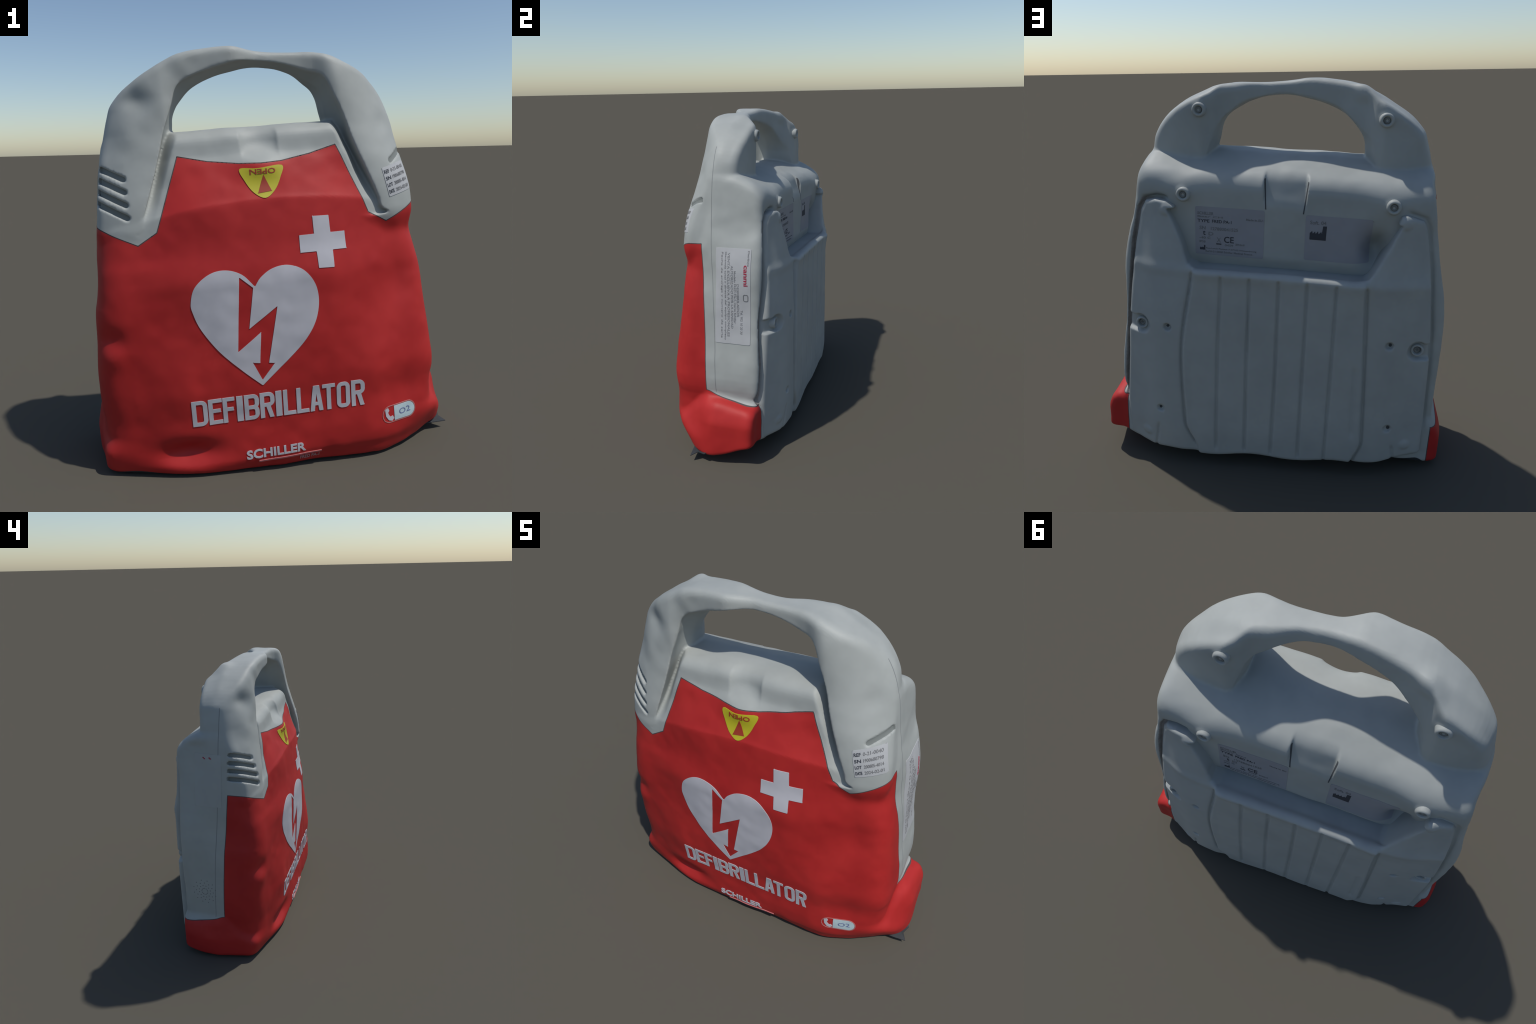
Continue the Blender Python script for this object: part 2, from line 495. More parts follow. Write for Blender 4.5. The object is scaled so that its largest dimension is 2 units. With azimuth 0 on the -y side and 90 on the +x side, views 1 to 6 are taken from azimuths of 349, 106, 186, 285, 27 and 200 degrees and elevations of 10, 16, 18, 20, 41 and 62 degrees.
def is_base(V):
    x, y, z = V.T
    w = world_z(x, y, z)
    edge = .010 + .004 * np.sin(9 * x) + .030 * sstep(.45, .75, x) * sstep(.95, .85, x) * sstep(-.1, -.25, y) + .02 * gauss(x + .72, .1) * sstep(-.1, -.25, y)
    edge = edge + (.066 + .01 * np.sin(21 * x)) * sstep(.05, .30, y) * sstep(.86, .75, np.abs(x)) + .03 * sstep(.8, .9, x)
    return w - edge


def parting(V):
    x, y, z = V.T
    ok = sstep(.45, .60, np.abs(x)) * sstep(.30, .36, z)
    return np.where(ok > .5, y - curve([(.3, .0), (.7, -.012), (1.12, -.036), (1.5, -.046), (1.73, -.045), (1.85, -.03), (2.0, .0)], z), 1.0 * np.sign(y + .04) + (y == -.04))


def parting_plain(V):
    x, y, z = V.T
    return y - curve([(.3, .0), (.7, -.012), (1.12, -.036), (1.5, -.046), (1.73, -.045), (1.85, -.03), (2.0, .0)], z)


def in_slot(V):
    return np.where(V[:, 1] < 0, np.minimum(vent_sd(V[:, 0], V[:, 2]), nick_sd(V[:, 0], V[:, 2])) + .002, 1.0)


def is_handle(V):
    return 1.615 - V[:, 2] + .0 * V[:, 0]


GAP = .0024
for fun, lev in ((is_cover, GAP), (is_cover, -GAP), (is_base, 0.0), (is_handle, 0.0), (parting_plain, .0022), (parting_plain, -.0022), (in_slot, 0.0)):
    BV, BN, BT = cut(BV, BN, BT, fun, lev)

C = BV[BT].mean(1)
fc, fb_, fp, fh = is_cover(C), is_base(C), parting_plain(C), is_handle(C)
cx, cy, cz = C.T
label = np.where(fp < 0, 1, 2)                                   # 1 front shell, 2 rear shell
label[fh < 0] = 3                                                # handle
on_side = (np.abs(cx) > .55) & (cz > .33) & (cz < 1.75)
label[(np.abs(fp) <= .0022) & on_side & (fc > GAP)] = 6          # parting line of the shells
label[(np.abs(poly_sd(PACK_OUT, cx, cz) - .009) < .014) & (cx > .6) & (cz > .26) & (cz < 1.39) & (cy > .2)] = 7   # dusty gap beside the battery
label[(np.minimum(vent_sd(cx, cz), nick_sd(cx, cz)) < -.002) & (cy < -.10)] = 8      # slot floors
label[fc < -GAP] = 0                                             # red cover
label[(np.abs(fc) <= GAP)] = 5                                   # gap around the cover
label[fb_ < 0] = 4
# sink the gap strips a little
gapv = np.unique(BT[label == 5])
keep = np.unique(BT[label != 5])
deep = np.setdiff1d(gapv, keep)
BV[deep] -= BN[deep] * .004
BW = place(BV)
BNW = BN @ NMAT.T
BNW /= np.linalg.norm(BNW, axis=1, keepdims=True)
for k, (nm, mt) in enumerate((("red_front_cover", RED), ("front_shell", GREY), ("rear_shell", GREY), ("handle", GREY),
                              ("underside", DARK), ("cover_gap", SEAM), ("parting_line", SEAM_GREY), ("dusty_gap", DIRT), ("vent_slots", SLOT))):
    if (label == k).any():
        add_mesh(nm, BW, BT[label == k], mt, normals=BNW)

TREE = BVHTree.FromPolygons(BV.tolist(), BT.tolist())

# ------------------------------------------------------------------ battery pack
RIBS = [(.43, .485, .46), (.285, .299, .302), (.145, .150, .149), (.004, .003, .010), (-.133, -.133, -.133), (-.272, -.272, -.270), (-.41, -.436, -.46)]


def rib_x(k, z):
    t, m, b = RIBS[k]
    x = curve([(.08, b), (.6, m), (1.06, t)], z)
    if k in (0, 6):
        x = x - np.sign(t) * .06 * sstep(.22, .02, z)
    return x


def pack_depth(x, z):
    y = curve([(-.80, .268), (-.76, .275), (-.683, .292), (-.6, .322), (-.545, .338), (-.44, .350), (0, .352), (.44, .356), (.56, .352), (.62, .346), (.708, .312), (.78, .285), (.83, .27)], x)
    y = y - .012 * sstep(.22, .0, z) + .006 + .012 * sstep(.42, .5, x) * sstep(.82, .7, x) * sstep(.95, .75, z) + .006 * gauss(z - 1.06, .03) + .010 * sstep(-.2, -.45, x) * gauss(z - 1.05, .08)
    y = y - np.where(x > 0, .054, .036) * sstep(.86, 1.38, z) * sstep(.40, .46, np.abs(x))
    inner = np.minimum(rib_x(0, z) - x, x - rib_x(6, z))
    top = sstep(1.10, 1.06, z)
    y = y + .016 * sstep(-.006, .010, inner) * top
    for k in range(7):
        w = .0075 if 0 < k < 6 else .009
        y = y - (.013 if 0 < k < 6 else .016) * gauss(x - rib_x(k, z), w) * sstep(1.065, 1.045, z) * sstep(.04, .10, z)
    y = y - .008 * gauss(x + .395 - .03 * (z - .5), .013) * sstep(.22, .28, z) * sstep(.66, .60, z)
    for sx, sz, r, d in ((.558, .757, .016, .022), (-.548, .760, .016, .022), (.603, .28, .016, .018), (-.581, .291, .016, .018)):
        y = y - d * sstep(r + .008, r - .006, np.hypot(x - sx, z - sz))                                      # blind holes
    for sx, sz in ((.575, 1.345), (-.571, 1.360), (.688, .115), (-.683, .185)):
        y = y + .008 * sstep(.036, .010, np.hypot(x - sx, z - sz))                                          # small bosses
    for sx, sz in ((.705, .745), (-.690, .725)):                                                             # bolt wells
        r = np.hypot(x - sx, z - sz)
        well = np.minimum(r - .046, np.maximum(np.abs(z - sz + .005) - .040, (sx - x) * np.sign(sx)))
        y = y - .028 * sstep(.008, -.008, well)
    for sx, lean in ((.62, -.05), (-.62, .05)):                                                             # creases at the lower corners
        y = y - .010 * gauss(x - sx - lean * (z - .15) * 3, .008) * sstep(.20, .16, z)
    return y


def pack_field(X, Y, Z):
    x2, z2 = np.meshgrid(X, Z, indexing="ij")
    out = poly_sd(PACK_OUT, x2, z2)
    g = pack_depth(x2, z2)
    cave = np.maximum(np.abs(x2 - .008) - .425 - .5 * np.maximum(z2 - 1.08, 0), z2 - 1.35)
    f = np.empty((len(X), len(Y), len(Z)), np.float32)
    for j, y in enumerate(Y):
        s = smax(y - g, out, .022)
        wz = world_z(x2, y, z2)
        s = smax(s, .075 + .03 * sstep(.5, .8, np.abs(x2)) + .01 * np.sin(14 * x2) * sstep(.3, .36, y) - wz, .03)
        cav = smax(np.maximum(y - .337, cave), 1.072 - z2, .03)
        s = smax(s, -cav, .012)
        f[:, j, :] = np.maximum(s, .17 - y)
    return f


PX, PY, PZ = grid((-.84, .15, -.06), (.87, .41, 1.44), .0052)
PV, PT = surface_nets(pack_field(PX, PY, PZ), PX, PY, PZ)
PV = relax(PV, PT, 1, .4)
PN = vertex_normals(PV, PT)
PV = PV + PN * (.0022 * lumps(PV, .14, 5.1))[:, None]
PN = vertex_normals(PV, PT)
PNW = PN @ NMAT.T
PNW /= np.linalg.norm(PNW, axis=1, keepdims=True)
PACK_OB = add_mesh("battery_pack", place(PV), PT, PACK, normals=PNW)
PTREE = BVHTree.FromPolygons(PV.tolist(), PT.tolist())

# ------------------------------------------------------------------ draped stickers and lettering
DIRS = {"front": (np.array([0, 1, 0.0]), -1.0), "back": (np.array([0, -1, 0.0]), 1.0),
        "right": (np.array([-1, 0, 0.0]), 1.2), "left": (np.array([1, 0, 0.0]), -1.2)}


def drape(uv, side, offset, trees):
    """Project points of a flat drawing onto the body. front/back: (x, z); left/right: (y, z)."""
    d, start = DIRS[side]
    P = np.zeros((len(uv), 3))
    for i, (u, v) in enumerate(uv):
        o = Vector((u, start, v)) if side in ("front", "back") else Vector((start, u, v))
        best = None
        for t in trees:
            hit, nrm, _, dist = t.ray_cast(o, Vector(d))
            if hit is not None and (best is None or dist < best[1]):
                best = (hit, dist)
        P[i] = best[0] if best else np.nan
    if np.isnan(P).any():
        k = 1 if side in ("front", "back") else 0
        P[np.isnan(P[:, 0]) | np.isnan(P[:, k])] = np.nan
        ok = ~np.isnan(P[:, 0])
        for i in np.where(~ok)[0]:
            P[i] = P[ok][((uv[ok] - uv[i]) ** 2).sum(1).argmin()]
    return P - d * offset


def boundary_edges(T):
    e = np.concatenate([T[:, [0, 1]], T[:, [1, 2]], T[:, [2, 0]]])
    key = np.sort(e, 1)
    _, inv, n = np.unique(key, axis=0, return_inverse=True, return_counts=True)
    return e[n[inv.ravel()] == 1]


def sticker(name, uv, T, side, offset, mat, parent=ROOT, depth=.004, trees=(TREE,), stuff=False):
    """A thin solid: draped top face plus walls that sink into the body."""
    uv = np.asarray(uv, float)
    T = np.asarray(T)
    a, b, c = uv[T[:, 0]], uv[T[:, 1]], uv[T[:, 2]]
    area = (b[:, 0] - a[:, 0]) * (c[:, 1] - a[:, 1]) - (b[:, 1] - a[:, 1]) * (c[:, 0] - a[:, 0])
    want = 1 if side in ("front", "right") else -1
    T = np.where((area * want < 0)[:, None], T[:, ::-1], T)
    T = T[np.abs(area) > 1e-12]
    top = drape(uv, side, offset, trees)
    low = top + DIRS[side][0] * depth
    e = boundary_edges(T)
    n = len(top)
    walls = np.concatenate([np.stack([e[:, 1], e[:, 0], e[:, 0] + n], 1), np.stack([e[:, 1], e[:, 0] + n, e[:, 1] + n], 1)])
    # walls get their own vertices so that the rim stays crisp
    P = np.concatenate([top, low, top])
    W = walls.copy()
    W[W < n] += 2 * n
    return add_mesh(name, place(P), np.concatenate([T, W]), mat, parent, stuff=stuff)


def patch(name, sd, box, side, offset, mat, h=.006, **kw):
    """Sticker whose outline is sd(u, v) = 0."""
    u, v = np.arange(box[0] - h, box[1] + 2 * h, h), np.arange(box[2] - h, box[3] + 2 * h, h)
    g = np.stack(np.meshgrid(u, v, indexing="ij"), -1).reshape(-1, 2)
    I = np.arange(len(g)).reshape(len(u), len(v))
    T = np.concatenate([np.stack([I[:-1, :-1], I[1:, :-1], I[1:, 1:]], -1).reshape(-1, 3), np.stack([I[:-1, :-1], I[1:, 1:], I[:-1, 1:]], -1).reshape(-1, 3)])
    V = np.concatenate([g, np.zeros((len(g), 1))], 1)
    f = lambda P: sd(P[:, 0], P[:, 1])
    V, _, T = cut(V, np.tile([0, 0, 1.0], (len(V), 1)), T, f)
    T = T[f(V[T].mean(1)) < 0]
    used = np.unique(T)
    m = np.zeros(len(V), int)
    m[used] = np.arange(len(used))
    return sticker(name, V[used, :2], m[T], side, offset, mat, **kw)


def text_shape(body, bold=0.0, res=3):
    cu = bpy.data.curves.new("t", "FONT")
    cu.body = body
    cu.size = 1.0
    cu.offset = bold
    cu.resolution_u = res
    ob = bpy.data.objects.new("t", cu)
    bpy.context.scene.collection.objects.link(ob)
    bpy.context.view_layer.update()
    me = bpy.data.meshes.new_from_object(ob.evaluated_get(bpy.context.evaluated_depsgraph_get()))
    bm = bmesh.new()
    bm.from_mesh(me)
    bmesh.ops.remove_doubles(bm, verts=bm.verts, dist=1e-4)
    bmesh.ops.triangulate(bm, faces=bm.faces)
    V = np.array([v.co[:2] for v in bm.verts])
    bm.verts.ensure_lookup_table()
    T = np.array([[v.index for v in f.verts] for f in bm.faces])
    bm.free()
    bpy.data.objects.remove(ob)
    bpy.data.curves.remove(cu)
    bpy.data.meshes.remove(me)
    return V, T


def dice(V, T, step):
    """Add cut lines so that long triangles can follow a curved surface."""
    V3 = np.concatenate([V, np.zeros((len(V), 1))], 1)
    N = np.tile([0, 0, 1.0], (len(V3), 1))
    for a in (0, 1):
        lo, hi = V3[:, a].min(), V3[:, a].max()
        for s in np.arange(lo + step, hi, step):
            V3, N, T = cut(V3, N, T, lambda P: P[:, a], s)
    return V3[:, :2], T


def lettering(name, body, lo, hi, side, offset, mat, bold=0.0, angle=0.0, step=.03, mirror=False, flip=False, **kw):
    """Text fitted into the box lo..hi of the drawing plane; angle turns it inside the box."""
    V, T = text_shape(body, bold)
    V = (V - V.min(0)) / (V.max(0) - V.min(0)) - .5
    if mirror:
        V[:, 0] *= -1
    if flip:
        V = -V
    lo, hi = np.array(lo), np.array(hi)
    size = hi - lo
    if abs(angle) > 1:                                               # quarter turn
        V = V[:, ::-1] * np.array([1, -1]) * np.sign(angle)
        V = V * size
    else:
        V = V * size
        V = np.stack([V[:, 0] * math.cos(angle) - V[:, 1] * math.sin(angle), V[:, 0] * math.sin(angle) + V[:, 1] * math.cos(angle)], 1)
    V = V + (lo + hi) / 2
    V, T = dice(V, T, step)
    return sticker(name, V, T, side, offset, mat, **kw)


def text_on_back(name, body, lo, hi, mat, bold=0.0, **kw):
    return lettering(name, body, lo, hi, "back", .0022, mat, bold, mirror=True, **kw)


# heart with lightning bolt
HEART = np.concatenate([spline_open([(-.091, .897), (-.062, .936), (-.005, .971), (.067, .980), (.140, .950), (.190, .880), (.203, .795), (.180, .702), (.120, .612), (.037, .533), (-.092, .422)], 6),
                        spline_open([(-.092, .422), (-.183, .508), (-.281, .612), (-.353, .723), (-.382, .804), (-.386, .850), (-.362, .920), (-.293, .973), (-.218, .985), (-.146, .958), (-.091, .897)], 6)])
BOLT = [(-.160, .948), (-.100, .893), (-.134, .703), (.005, .796), (-.055, .530), (-.027, .524), (-.091, .449), (-.130, .539), (-.097, .534), (-.081, .681), (-.195, .599)]
patch("heart_symbol", lambda u, v: np.maximum(poly_sd(HEART, u, v), -np.maximum(poly_sd(BOLT, u, v), np.where(v > .86, poly_sd(HEART, u, v) + .010, -1))),
      (-.40, .22, .40, 1.0), "front", .0025, WHITE, h=.005)
CROSS = [(.207, 1.188), (.287, 1.184), (.289, 1.105), (.361, 1.103), (.362, 1.022), (.292, 1.025), (.291, .945), (.214, .950), (.212, 1.026), (.135, 1.027), (.137, 1.106), (.208, 1.106)]
patch("cross_symbol", lambda u, v: poly_sd(CROSS, u, v), (.13, .37, .94, 1.2), "front", .0025, WHITE, h=.005)


def block_letter(c, w, hgt, t):
    """Condensed block capital as a signed distance on (u, v), box 0..w x 0..hgt, stroke width t."""
    def bar(u, v, u0, u1, v0, v1):
        return np.maximum(np.maximum(u0 - u, u - u1), np.maximum(v0 - v, v - v1))

    def bowl(u, v, v0, v1, square_left=True):
        cz, hz = (v0 + v1) / 2, (v1 - v0) / 2
        r = min(w * .42, hz)
        o = round_box_sd(u, v, w / 2, cz, w / 2, hz, r)
        i = round_box_sd(u, v, w / 2, cz, w / 2 - t, hz - t * .9, max(r - t, .003))
        if square_left:
            o = np.minimum(o, bar(u, v, 0, w * .5, v0, v1))
            i = np.minimum(i, bar(u, v, t, w * .5, v0 + t * .9, v1 - t * .9))
        return np.maximum(o, -i)

    stem = lambda u, v: bar(u, v, 0, t, 0, hgt)
    beam = lambda u, v, z, k=1.0: bar(u, v, 0, w * k, z, z + t * .9)
    if c == "I":
        return lambda u, v: bar(u, v, 0, w, 0, hgt)
    if c == "L":
        return lambda u, v: np.minimum(stem(u, v), beam(u, v, 0))
    if c == "T":
        return lambda u, v: np.minimum(bar(u, v, w / 2 - t / 2, w / 2 + t / 2, 0, hgt), beam(u, v, hgt - t * .9))
    if c == "F":
        return lambda u, v: np.minimum(np.minimum(stem(u, v), beam(u, v, hgt - t * .9)), beam(u, v, hgt * .46, .9))
    if c == "E":
        return lambda u, v: np.minimum(np.minimum(np.minimum(stem(u, v), beam(u, v, hgt - t * .9)), beam(u, v, hgt * .46, .88)), beam(u, v, 0))
    if c == "O":
        return lambda u, v: bowl(u, v, 0, hgt, False)
    if c == "D":
        return lambda u, v: bowl(u, v, 0, hgt)
    if c == "B":
        return lambda u, v: np.minimum(bowl(u, v, 0, hgt * .56), bowl(u, v, hgt * .56 - t * .9, hgt))
    if c == "R":
        return lambda u, v: np.minimum(np.minimum(stem(u, v), bowl(u, v, hgt * .44, hgt)), np.maximum(segment_sd(u, v, (w * .55, hgt * .48), (w - t * .48, -.02), t * .5), -v))
    if c == "A":
        return lambda u, v: np.maximum(np.minimum(np.minimum(segment_sd(u, v, (t * .48, -.02), (w / 2 - t * .18, hgt + .01), t * .5), segment_sd(u, v, (w - t * .48, -.02), (w / 2 + t * .18, hgt + .01), t * .5)),
                                                  bar(u, v, w * .25, w * .75, hgt * .22, hgt * .22 + t * .8)), np.maximum(-v, v - hgt))


# DEFIBRILLATOR: (letter, width, advance) in drawing units
WORD = [("D", 32.0, 34.0), ("E", 28.5, 29.6), ("F", 24.8, 28.6), ("I", 13.0, 15.8), ("B", 31.0, 33.0), ("R", 31.0, 33.2), ("I", 13.0, 16.2), ("L", 26.4, 28.4), ("L", 26.4, 28.0),
        ("A", 30.0, 28.0), ("T", 28.0, 31.4), ("O", 29.0, 32.2), ("R", 30.0, 30.0)]
unit = .838 / sum(a for _, _, a in WORD)
u0 = -.433
for c, w, adv in WORD:
    t = (u0 + .433) / .838
    base, cap = .258 - .012 * t, .386 - .007 * t
    sd = block_letter(c, w * unit, cap - base, .0205)
    patch("letter", lambda u, v: sd(u - u0, v - base), (u0, u0 + w * unit, base, cap), "front", .0026, WHITE, h=.0031, depth=.005)
    u0 += adv * unit
lettering("maker_name", "SCHILLER", (-.196, .053), (.096, .099), "front", .0026, WHITE, .03, step=.03, depth=.005)
patch("underline", lambda u, v: segment_sd(u, v, (-.135, .036), (.172, .036), .004), (-.145, .185, .028, .045), "front", .006, principled("pale_red_line", (.50, .16, .16), .5), h=.003, depth=.01)
lettering("type_name", "FRED PA-1", (.067, .003), (.165, .024), "front", .003, principled("pale_red_letters", (.42, .22, .22), .5), .02, step=.03)

# emergency number pill
patch("pill_rim", lambda u, v: np.maximum(round_box_sd(u, v, .5925, .164, .098, .0435, .043), -round_box_sd(u, v, .5925, .164, .094, .0395, .039)), (.48, .70, .11, .22), "front", .002, principled("pale_rim", (.42, .16, .15), .5), h=.004)
patch("writing_field", lambda u, v: np.maximum(round_box_sd(u, v, .5925, .164, .092, .0365, .036), .563 - u), (.55, .70, .11, .22), "front", .0022, TAPE, h=.004)
lettering("handwriting", "O2", (.592, .152), (.658, .180), "front", .0035, principled("blue_ink", (.12, .15, .28), .6), 0.0, angle=.06)
PHONE = [(.512, .19), (.527, .196), (.532, .184), (.524, .176), (.530, .160), (.540, .148), (.552, .152), (.558, .140), (.548, .130), (.530, .137), (.516, .158)]
patch("telephone_symbol", lambda u, v: poly_sd(PHONE, u, v) - .002, (.50, .57, .12, .21), "front", .0025, WHITE, h=.003)

# yellow tab
SHIELD = spline_loop([(-.100, 1.425), (-.02, 1.423), (.096, 1.429), (.084, 1.378), (.050, 1.321), (.0, 1.289), (-.050, 1.317), (-.083, 1.370)], 5)
patch("yellow_tab", lambda u, v: poly_sd(SHIELD, u, v), (-.11, .11, 1.28, 1.44), "front", .003, YELLOW, h=.005)
patch("arrow_symbol", lambda u, v: poly_sd([(.004, 1.393), (.034, 1.318), (-.030, 1.312)], u, v), (-.04, .05, 1.30, 1.40), "front", .0045, REDPRINT, h=.004)
lettering("tab_word", "OPEN", (-.058, 1.396), (.062, 1.420), "front", .0045, REDPRINT, .015, mirror=False, flip=True)

# address label on the right arm
def tilt_box(cx, cz, hx, hz, a, r=.004):
    c, s = math.cos(a), math.sin(a)
    return lambda u, v: round_box_sd((u - cx) * c + (v - cz) * s, -(u - cx) * s + (v - cz) * c, 0, 0, hx, hz, r)


ARM_TILT = .20
patch("device_label", tilt_box(.666, 1.318, .071, .070, ARM_TILT), (.57, .77, 1.22, 1.42), "front", .0022, PAPER, h=.006)
ca, sa = math.cos(ARM_TILT), math.sin(ARM_TILT)
for i, (code, row) in enumerate((("REF", "0-21-0040"), ("SN", "1900680798"), ("LOT", "200805-4014"), ("DATE", "2024-02-01"))):
    dv = .048 - .032 * i
    for txt, du, hw, mt in ((code, -.050, .015, INK), (row, .016, .041, INK_SOFT)):
        mx, mz = .666 + du * ca - dv * sa, 1.318 + du * sa + dv * ca
        lettering("label_text", txt, (mx - hw, mz - .0085), (mx + hw, mz + .0085), "front", .0036, mt, .01, angle=ARM_TILT, step=.02, depth=.003, stuff=True)

# long label on the right side
patch("distributor_label", lambda u, v: round_box_sd(u, v, .100, .917, .106, .278, .006), (-.02, .22, .62, 1.21), "right", .0022, PAPER, h=.008)
RED_LOGO = principled("red_logo", (.33, .02, .05), .6)
lettering("distributor_logo", "canmi", (.166, .985), (.190, 1.105), "right", .0036, RED_LOGO, .02, angle=math.pi / 2, step=.03)
patch("logo_ring", lambda u, v: np.abs(round_box_sd(u, v, .178, .916, .013, .019, .008)) - .002, (.15, .21, .88, .95), "right", .0036, INK_SOFT, h=.003)
for u0, v0, v1, txt in ((.131, .80, .995, "DESFIBRILADOR"), (.113, .76, 1.07, "Modelo FRED PA-1, marca Schiller"), (.096, .73, 1.10, "AUTORIZADO POR LA SANIDAD"), (.075, .68, 1.17, "VENTA EXCLUSIVA A PROFESIONALES"),
                         (.056, .66, 1.175, "Garantia total y directa del equipo completo"), (.034, .67, 1.172, "Fecha de entrega y numero de serie"), (.152, .70, .84, "Tel. 902 10 20 30"), (.19, 1.10, 1.185, "Distribuye")):
    lettering("label_text", txt, (u0 - .0065, v0), (u0 + .0065, v1), "right", .0034, INK_FINE, .004, angle=math.pi / 2, step=.05, depth=.003, stuff=True)
patch("old_label", lambda u, v: round_box_sd(u, v, .025, 1.30, .09, .17, .005), (-.07, .12, 1.12, 1.48), "left", .0015, principled("clear_side_label", (.340, .357, .350), .5, .03, 10), h=.008)
for (u0, v0) in ((.055, 1.447), (.047, 1.441), (.012, 1.449), (.005, 1.444)):
    patch("red_mark", lambda u, v: round_box_sd(u, v, u0, v0, .005, .0035, .002), (u0 - .01, u0 + .01, v0 - .01, v0 + .01), "left", .003, RED_LOGO, h=.002)
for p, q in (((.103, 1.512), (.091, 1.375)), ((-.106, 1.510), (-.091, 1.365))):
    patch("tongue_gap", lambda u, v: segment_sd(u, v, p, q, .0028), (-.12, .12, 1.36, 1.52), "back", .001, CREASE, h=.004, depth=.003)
# loudspeaker holes in rays, left side
for ring, r in enumerate((.022, .042, .062, .082)):
    for k in range(12):
        a = k * math.pi / 6 + (.26 if ring % 2 else 0)
        u0, v0 = .072 + r * math.cos(a), .515 + r * math.sin(a) * 1.05
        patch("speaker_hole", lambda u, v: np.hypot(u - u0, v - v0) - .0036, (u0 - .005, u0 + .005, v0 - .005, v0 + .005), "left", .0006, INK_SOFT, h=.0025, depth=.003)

# rating plates inside the recess on the back
patch("rating_plate", lambda u, v: round_box_sd(u, v, .266, 1.243, .170, .122, .008), (.08, .45, 1.11, 1.38), "back", .0012, FOIL, h=.008)
patch("rating_plate", lambda u, v: round_box_sd(u, v, -.262, 1.248, .158, .112, .008), (-.44, -.09, 1.11, 1.38), "back", .0012, FOIL, h=.008)
for lo, hi, txt, mt in (((.345, 1.325), (.425, 1.340), "SCHILLER", INK_SOFT), ((.30, 1.312), (.425, 1.320), "Baar CH", INK_SOFT), ((.365, 1.287), (.425, 1.302), "TYPE", INK), ((.256, 1.288), (.352, 1.303), "FRED PA-1", INK),
                         ((.105, 1.309), (.185, 1.320), "Made in EU", INK_SOFT), ((.223, 1.250), (.358, 1.266), "127880041525", INK_SOFT), ((.243, 1.190), (.292, 1.222), "CE", INK), ((.246, 1.172), (.288, 1.183), "0459", INK_SOFT),
                         ((.385, 1.250), (.415, 1.268), "SN", INK_SOFT), ((.385, 1.222), (.398, 1.244), "t", INK), ((.345, 1.222), (.370, 1.240), "D", INK_SOFT), ((.36, 1.203), (.415, 1.215), "-40 C", INK_SOFT), ((.385, 1.183), (.415, 1.194), "IP55", INK_SOFT),
                         ((.19, 1.180), (.235, 1.190), "2019-04-10", INK_SOFT), ((.13, 1.150), (.395, 1.160), "4 Rue Louis Pasteur F-67162 Wissembourg", INK_SOFT), ((.15, 1.135), (.385, 1.145), "Ref 0-21-0040 Schiller Medical France", INK_SOFT),
                         ((-.202, 1.318), (-.125, 1.336), "Soft. 04", INK_SOFT)):
    text_on_back("plate_text", txt, lo, hi, mt, .012, step=.05, depth=.003, stuff=True)
FACTORY = [(-.126, 1.242), (-.126, 1.275), (-.137, 1.284), (-.140, 1.272), (-.151, 1.284), (-.154, 1.272), (-.165, 1.284), (-.168, 1.272), (-.180, 1.282), (-.184, 1.276), (-.188, 1.312), (-.206, 1.312), (-.204, 1.242)]
patch("factory_symbol", lambda u, v: poly_sd(FACTORY, u, v), (-.21, -.12, 1.24, 1.32), "back", .0022, INK, h=.004)
SMALL = [((x + .165) * .34 + .40, (z - 1.275) * .34 + 1.157) for x, z in FACTORY]
patch("factory_symbol", lambda u, v: poly_sd(SMALL, u, v), (.38, .42, 1.14, 1.18), "back", .0022, INK, h=.003)
patch("bin_bar", lambda u, v: round_box_sd(u, v, .318, 1.181, .013, .003, .001), (.30, .34, 1.17, 1.19), "back", .0022, INK, h=.003)
text_on_back("bin_symbol", "X", (.308, 1.190), (.328, 1.214), INK_SOFT, .0)


# ------------------------------------------------------------------ screws, bolts and small hardware
def lathe(profile, n=24):
    P, T = [], []
    for r, y in profile:
        for k in range(n):
            a = 2 * math.pi * k / n
            P.append((r * math.cos(a), y, r * math.sin(a)))
    for i in range(len(profile) - 1):
        for k in range(n):
            a, b = i * n + k, i * n + (k + 1) % n
            T += [(a, b, b + n), (a, b + n, a + n)]
    return np.array(P), np.array(T)


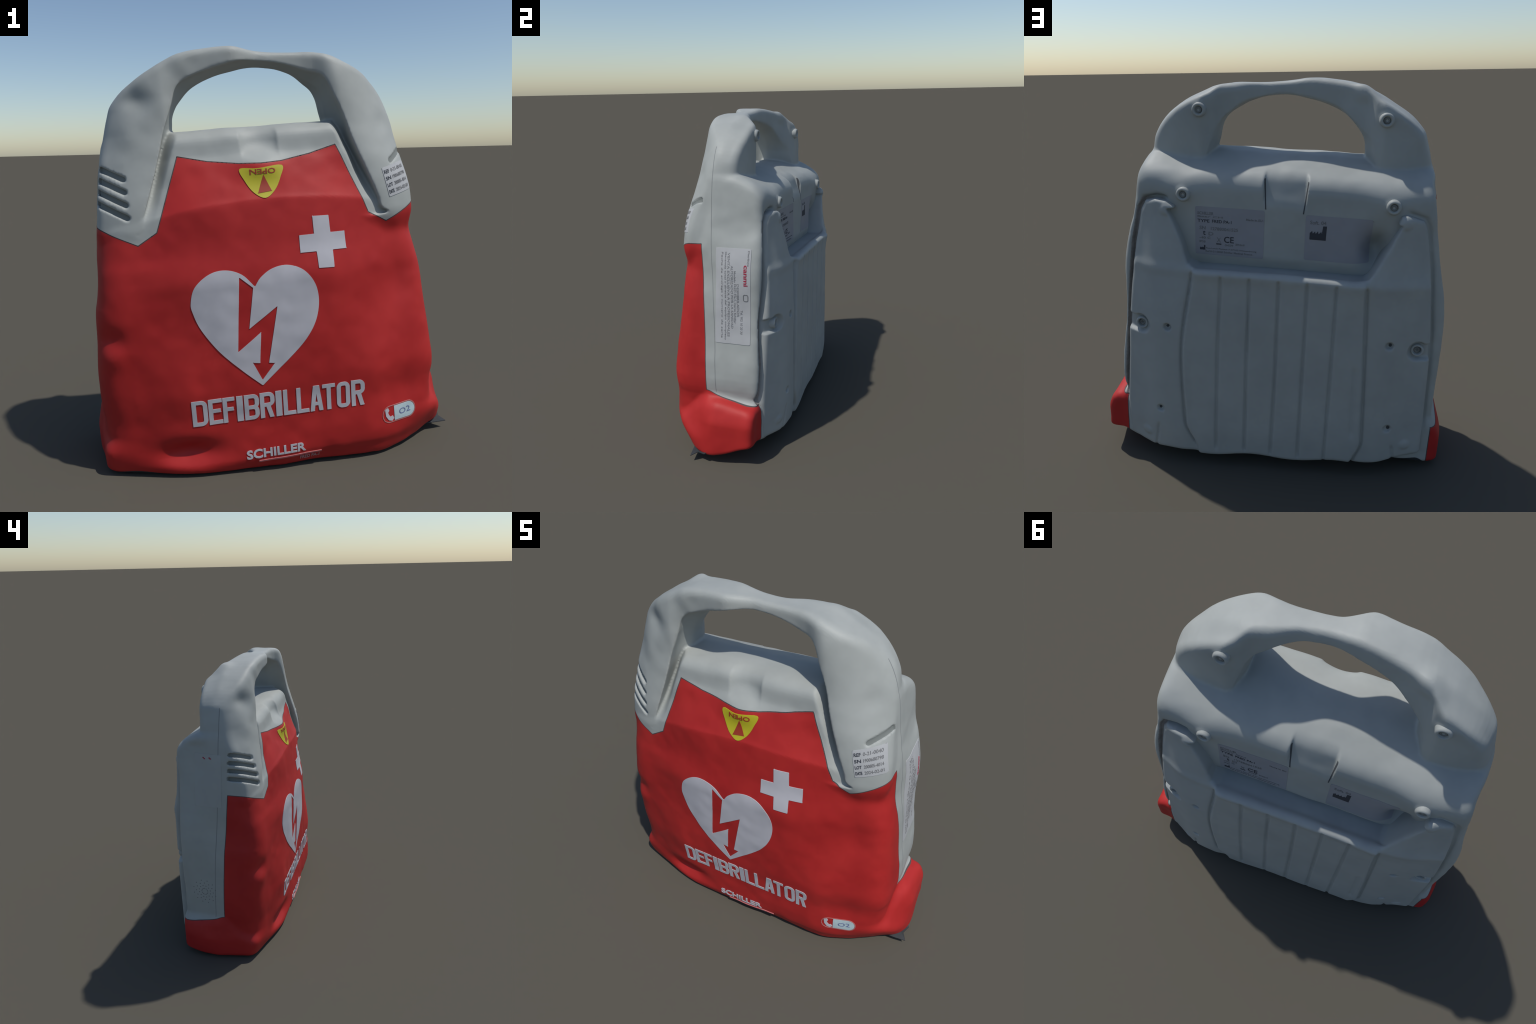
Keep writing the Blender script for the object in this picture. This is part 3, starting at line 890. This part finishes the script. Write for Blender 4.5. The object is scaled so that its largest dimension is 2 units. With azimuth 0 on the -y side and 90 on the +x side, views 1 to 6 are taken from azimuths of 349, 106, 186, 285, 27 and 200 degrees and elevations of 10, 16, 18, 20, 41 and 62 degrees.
def hit(x, z, trees):
    return drape(np.array([[x, z]]), "back", 0.0, trees)[0]


def ring_on_back(name, x, z, profile, mat, trees, sink=0.0):
    P, T = lathe(profile)
    y = hit(x, z, trees)[1] - sink
    return add_mesh(name, place(P + np.array([x, y, z])), T, mat)


COLLAR = [(.037, -.02), (.034, .002), (.029, .009), (.024, .010), (.0195, .006), (.019, -.004), (.0001, -.004)]
HEAD = [(.017, -.012), (.0165, -.002), (.013, .001), (.007, .001), (.006, -.004), (.0001, -.004)]
for sx, sz in ((.45, 1.808), (-.45, 1.805), (.492, 1.422), (-.506, 1.430)):
    ring_on_back("screw_boss", sx, sz, COLLAR, GREY, (TREE,))
    ring_on_back("screw", sx, sz, HEAD, STEEL, (TREE,), -.0015)
for sx, sz in ((.705, .745), (-.690, .725)):
    ring_on_back("bolt_socket", sx, sz, [(.034, -.03), (.033, .012), (.029, .018), (.023, .018), (.021, .010), (.020, -.004), (.0001, -.004)], PACK, (PTREE, TREE))
    ring_on_back("bolt", sx, sz, [(.018, -.012), (.017, .004), (.013, .008), (.006, .008), (.005, .002), (.0001, .002)], STEEL, (PTREE, TREE))
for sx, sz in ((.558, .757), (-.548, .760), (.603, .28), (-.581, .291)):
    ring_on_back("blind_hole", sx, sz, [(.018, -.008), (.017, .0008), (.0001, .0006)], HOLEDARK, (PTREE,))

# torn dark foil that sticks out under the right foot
FLAP = np.array([(.80, -.17, .045), (.87, -.165, .042), (.928, -.157, .040), (.903, -.118, .055), (.922, -.07, .062), (.885, -.02, .080), (.80, -.02, .080)])
lowf = FLAP - np.array([0, 0, .004])
n = len(FLAP)
PP = np.concatenate([FLAP, lowf, [FLAP.mean(0)], [lowf.mean(0)]])
TT = [(i, (i + 1) % n, 2 * n) for i in range(n)] + [((i + 1) % n + n, i + n, 2 * n + 1) for i in range(n)]
for i in range(n):
    j = (i + 1) % n
    TT += [(i, i + n, j), (j, i + n, j + n)]
add_mesh("torn_underside_edge", PP, np.array(TT), DARK, smooth=False)

bpy.context.view_layer.update()
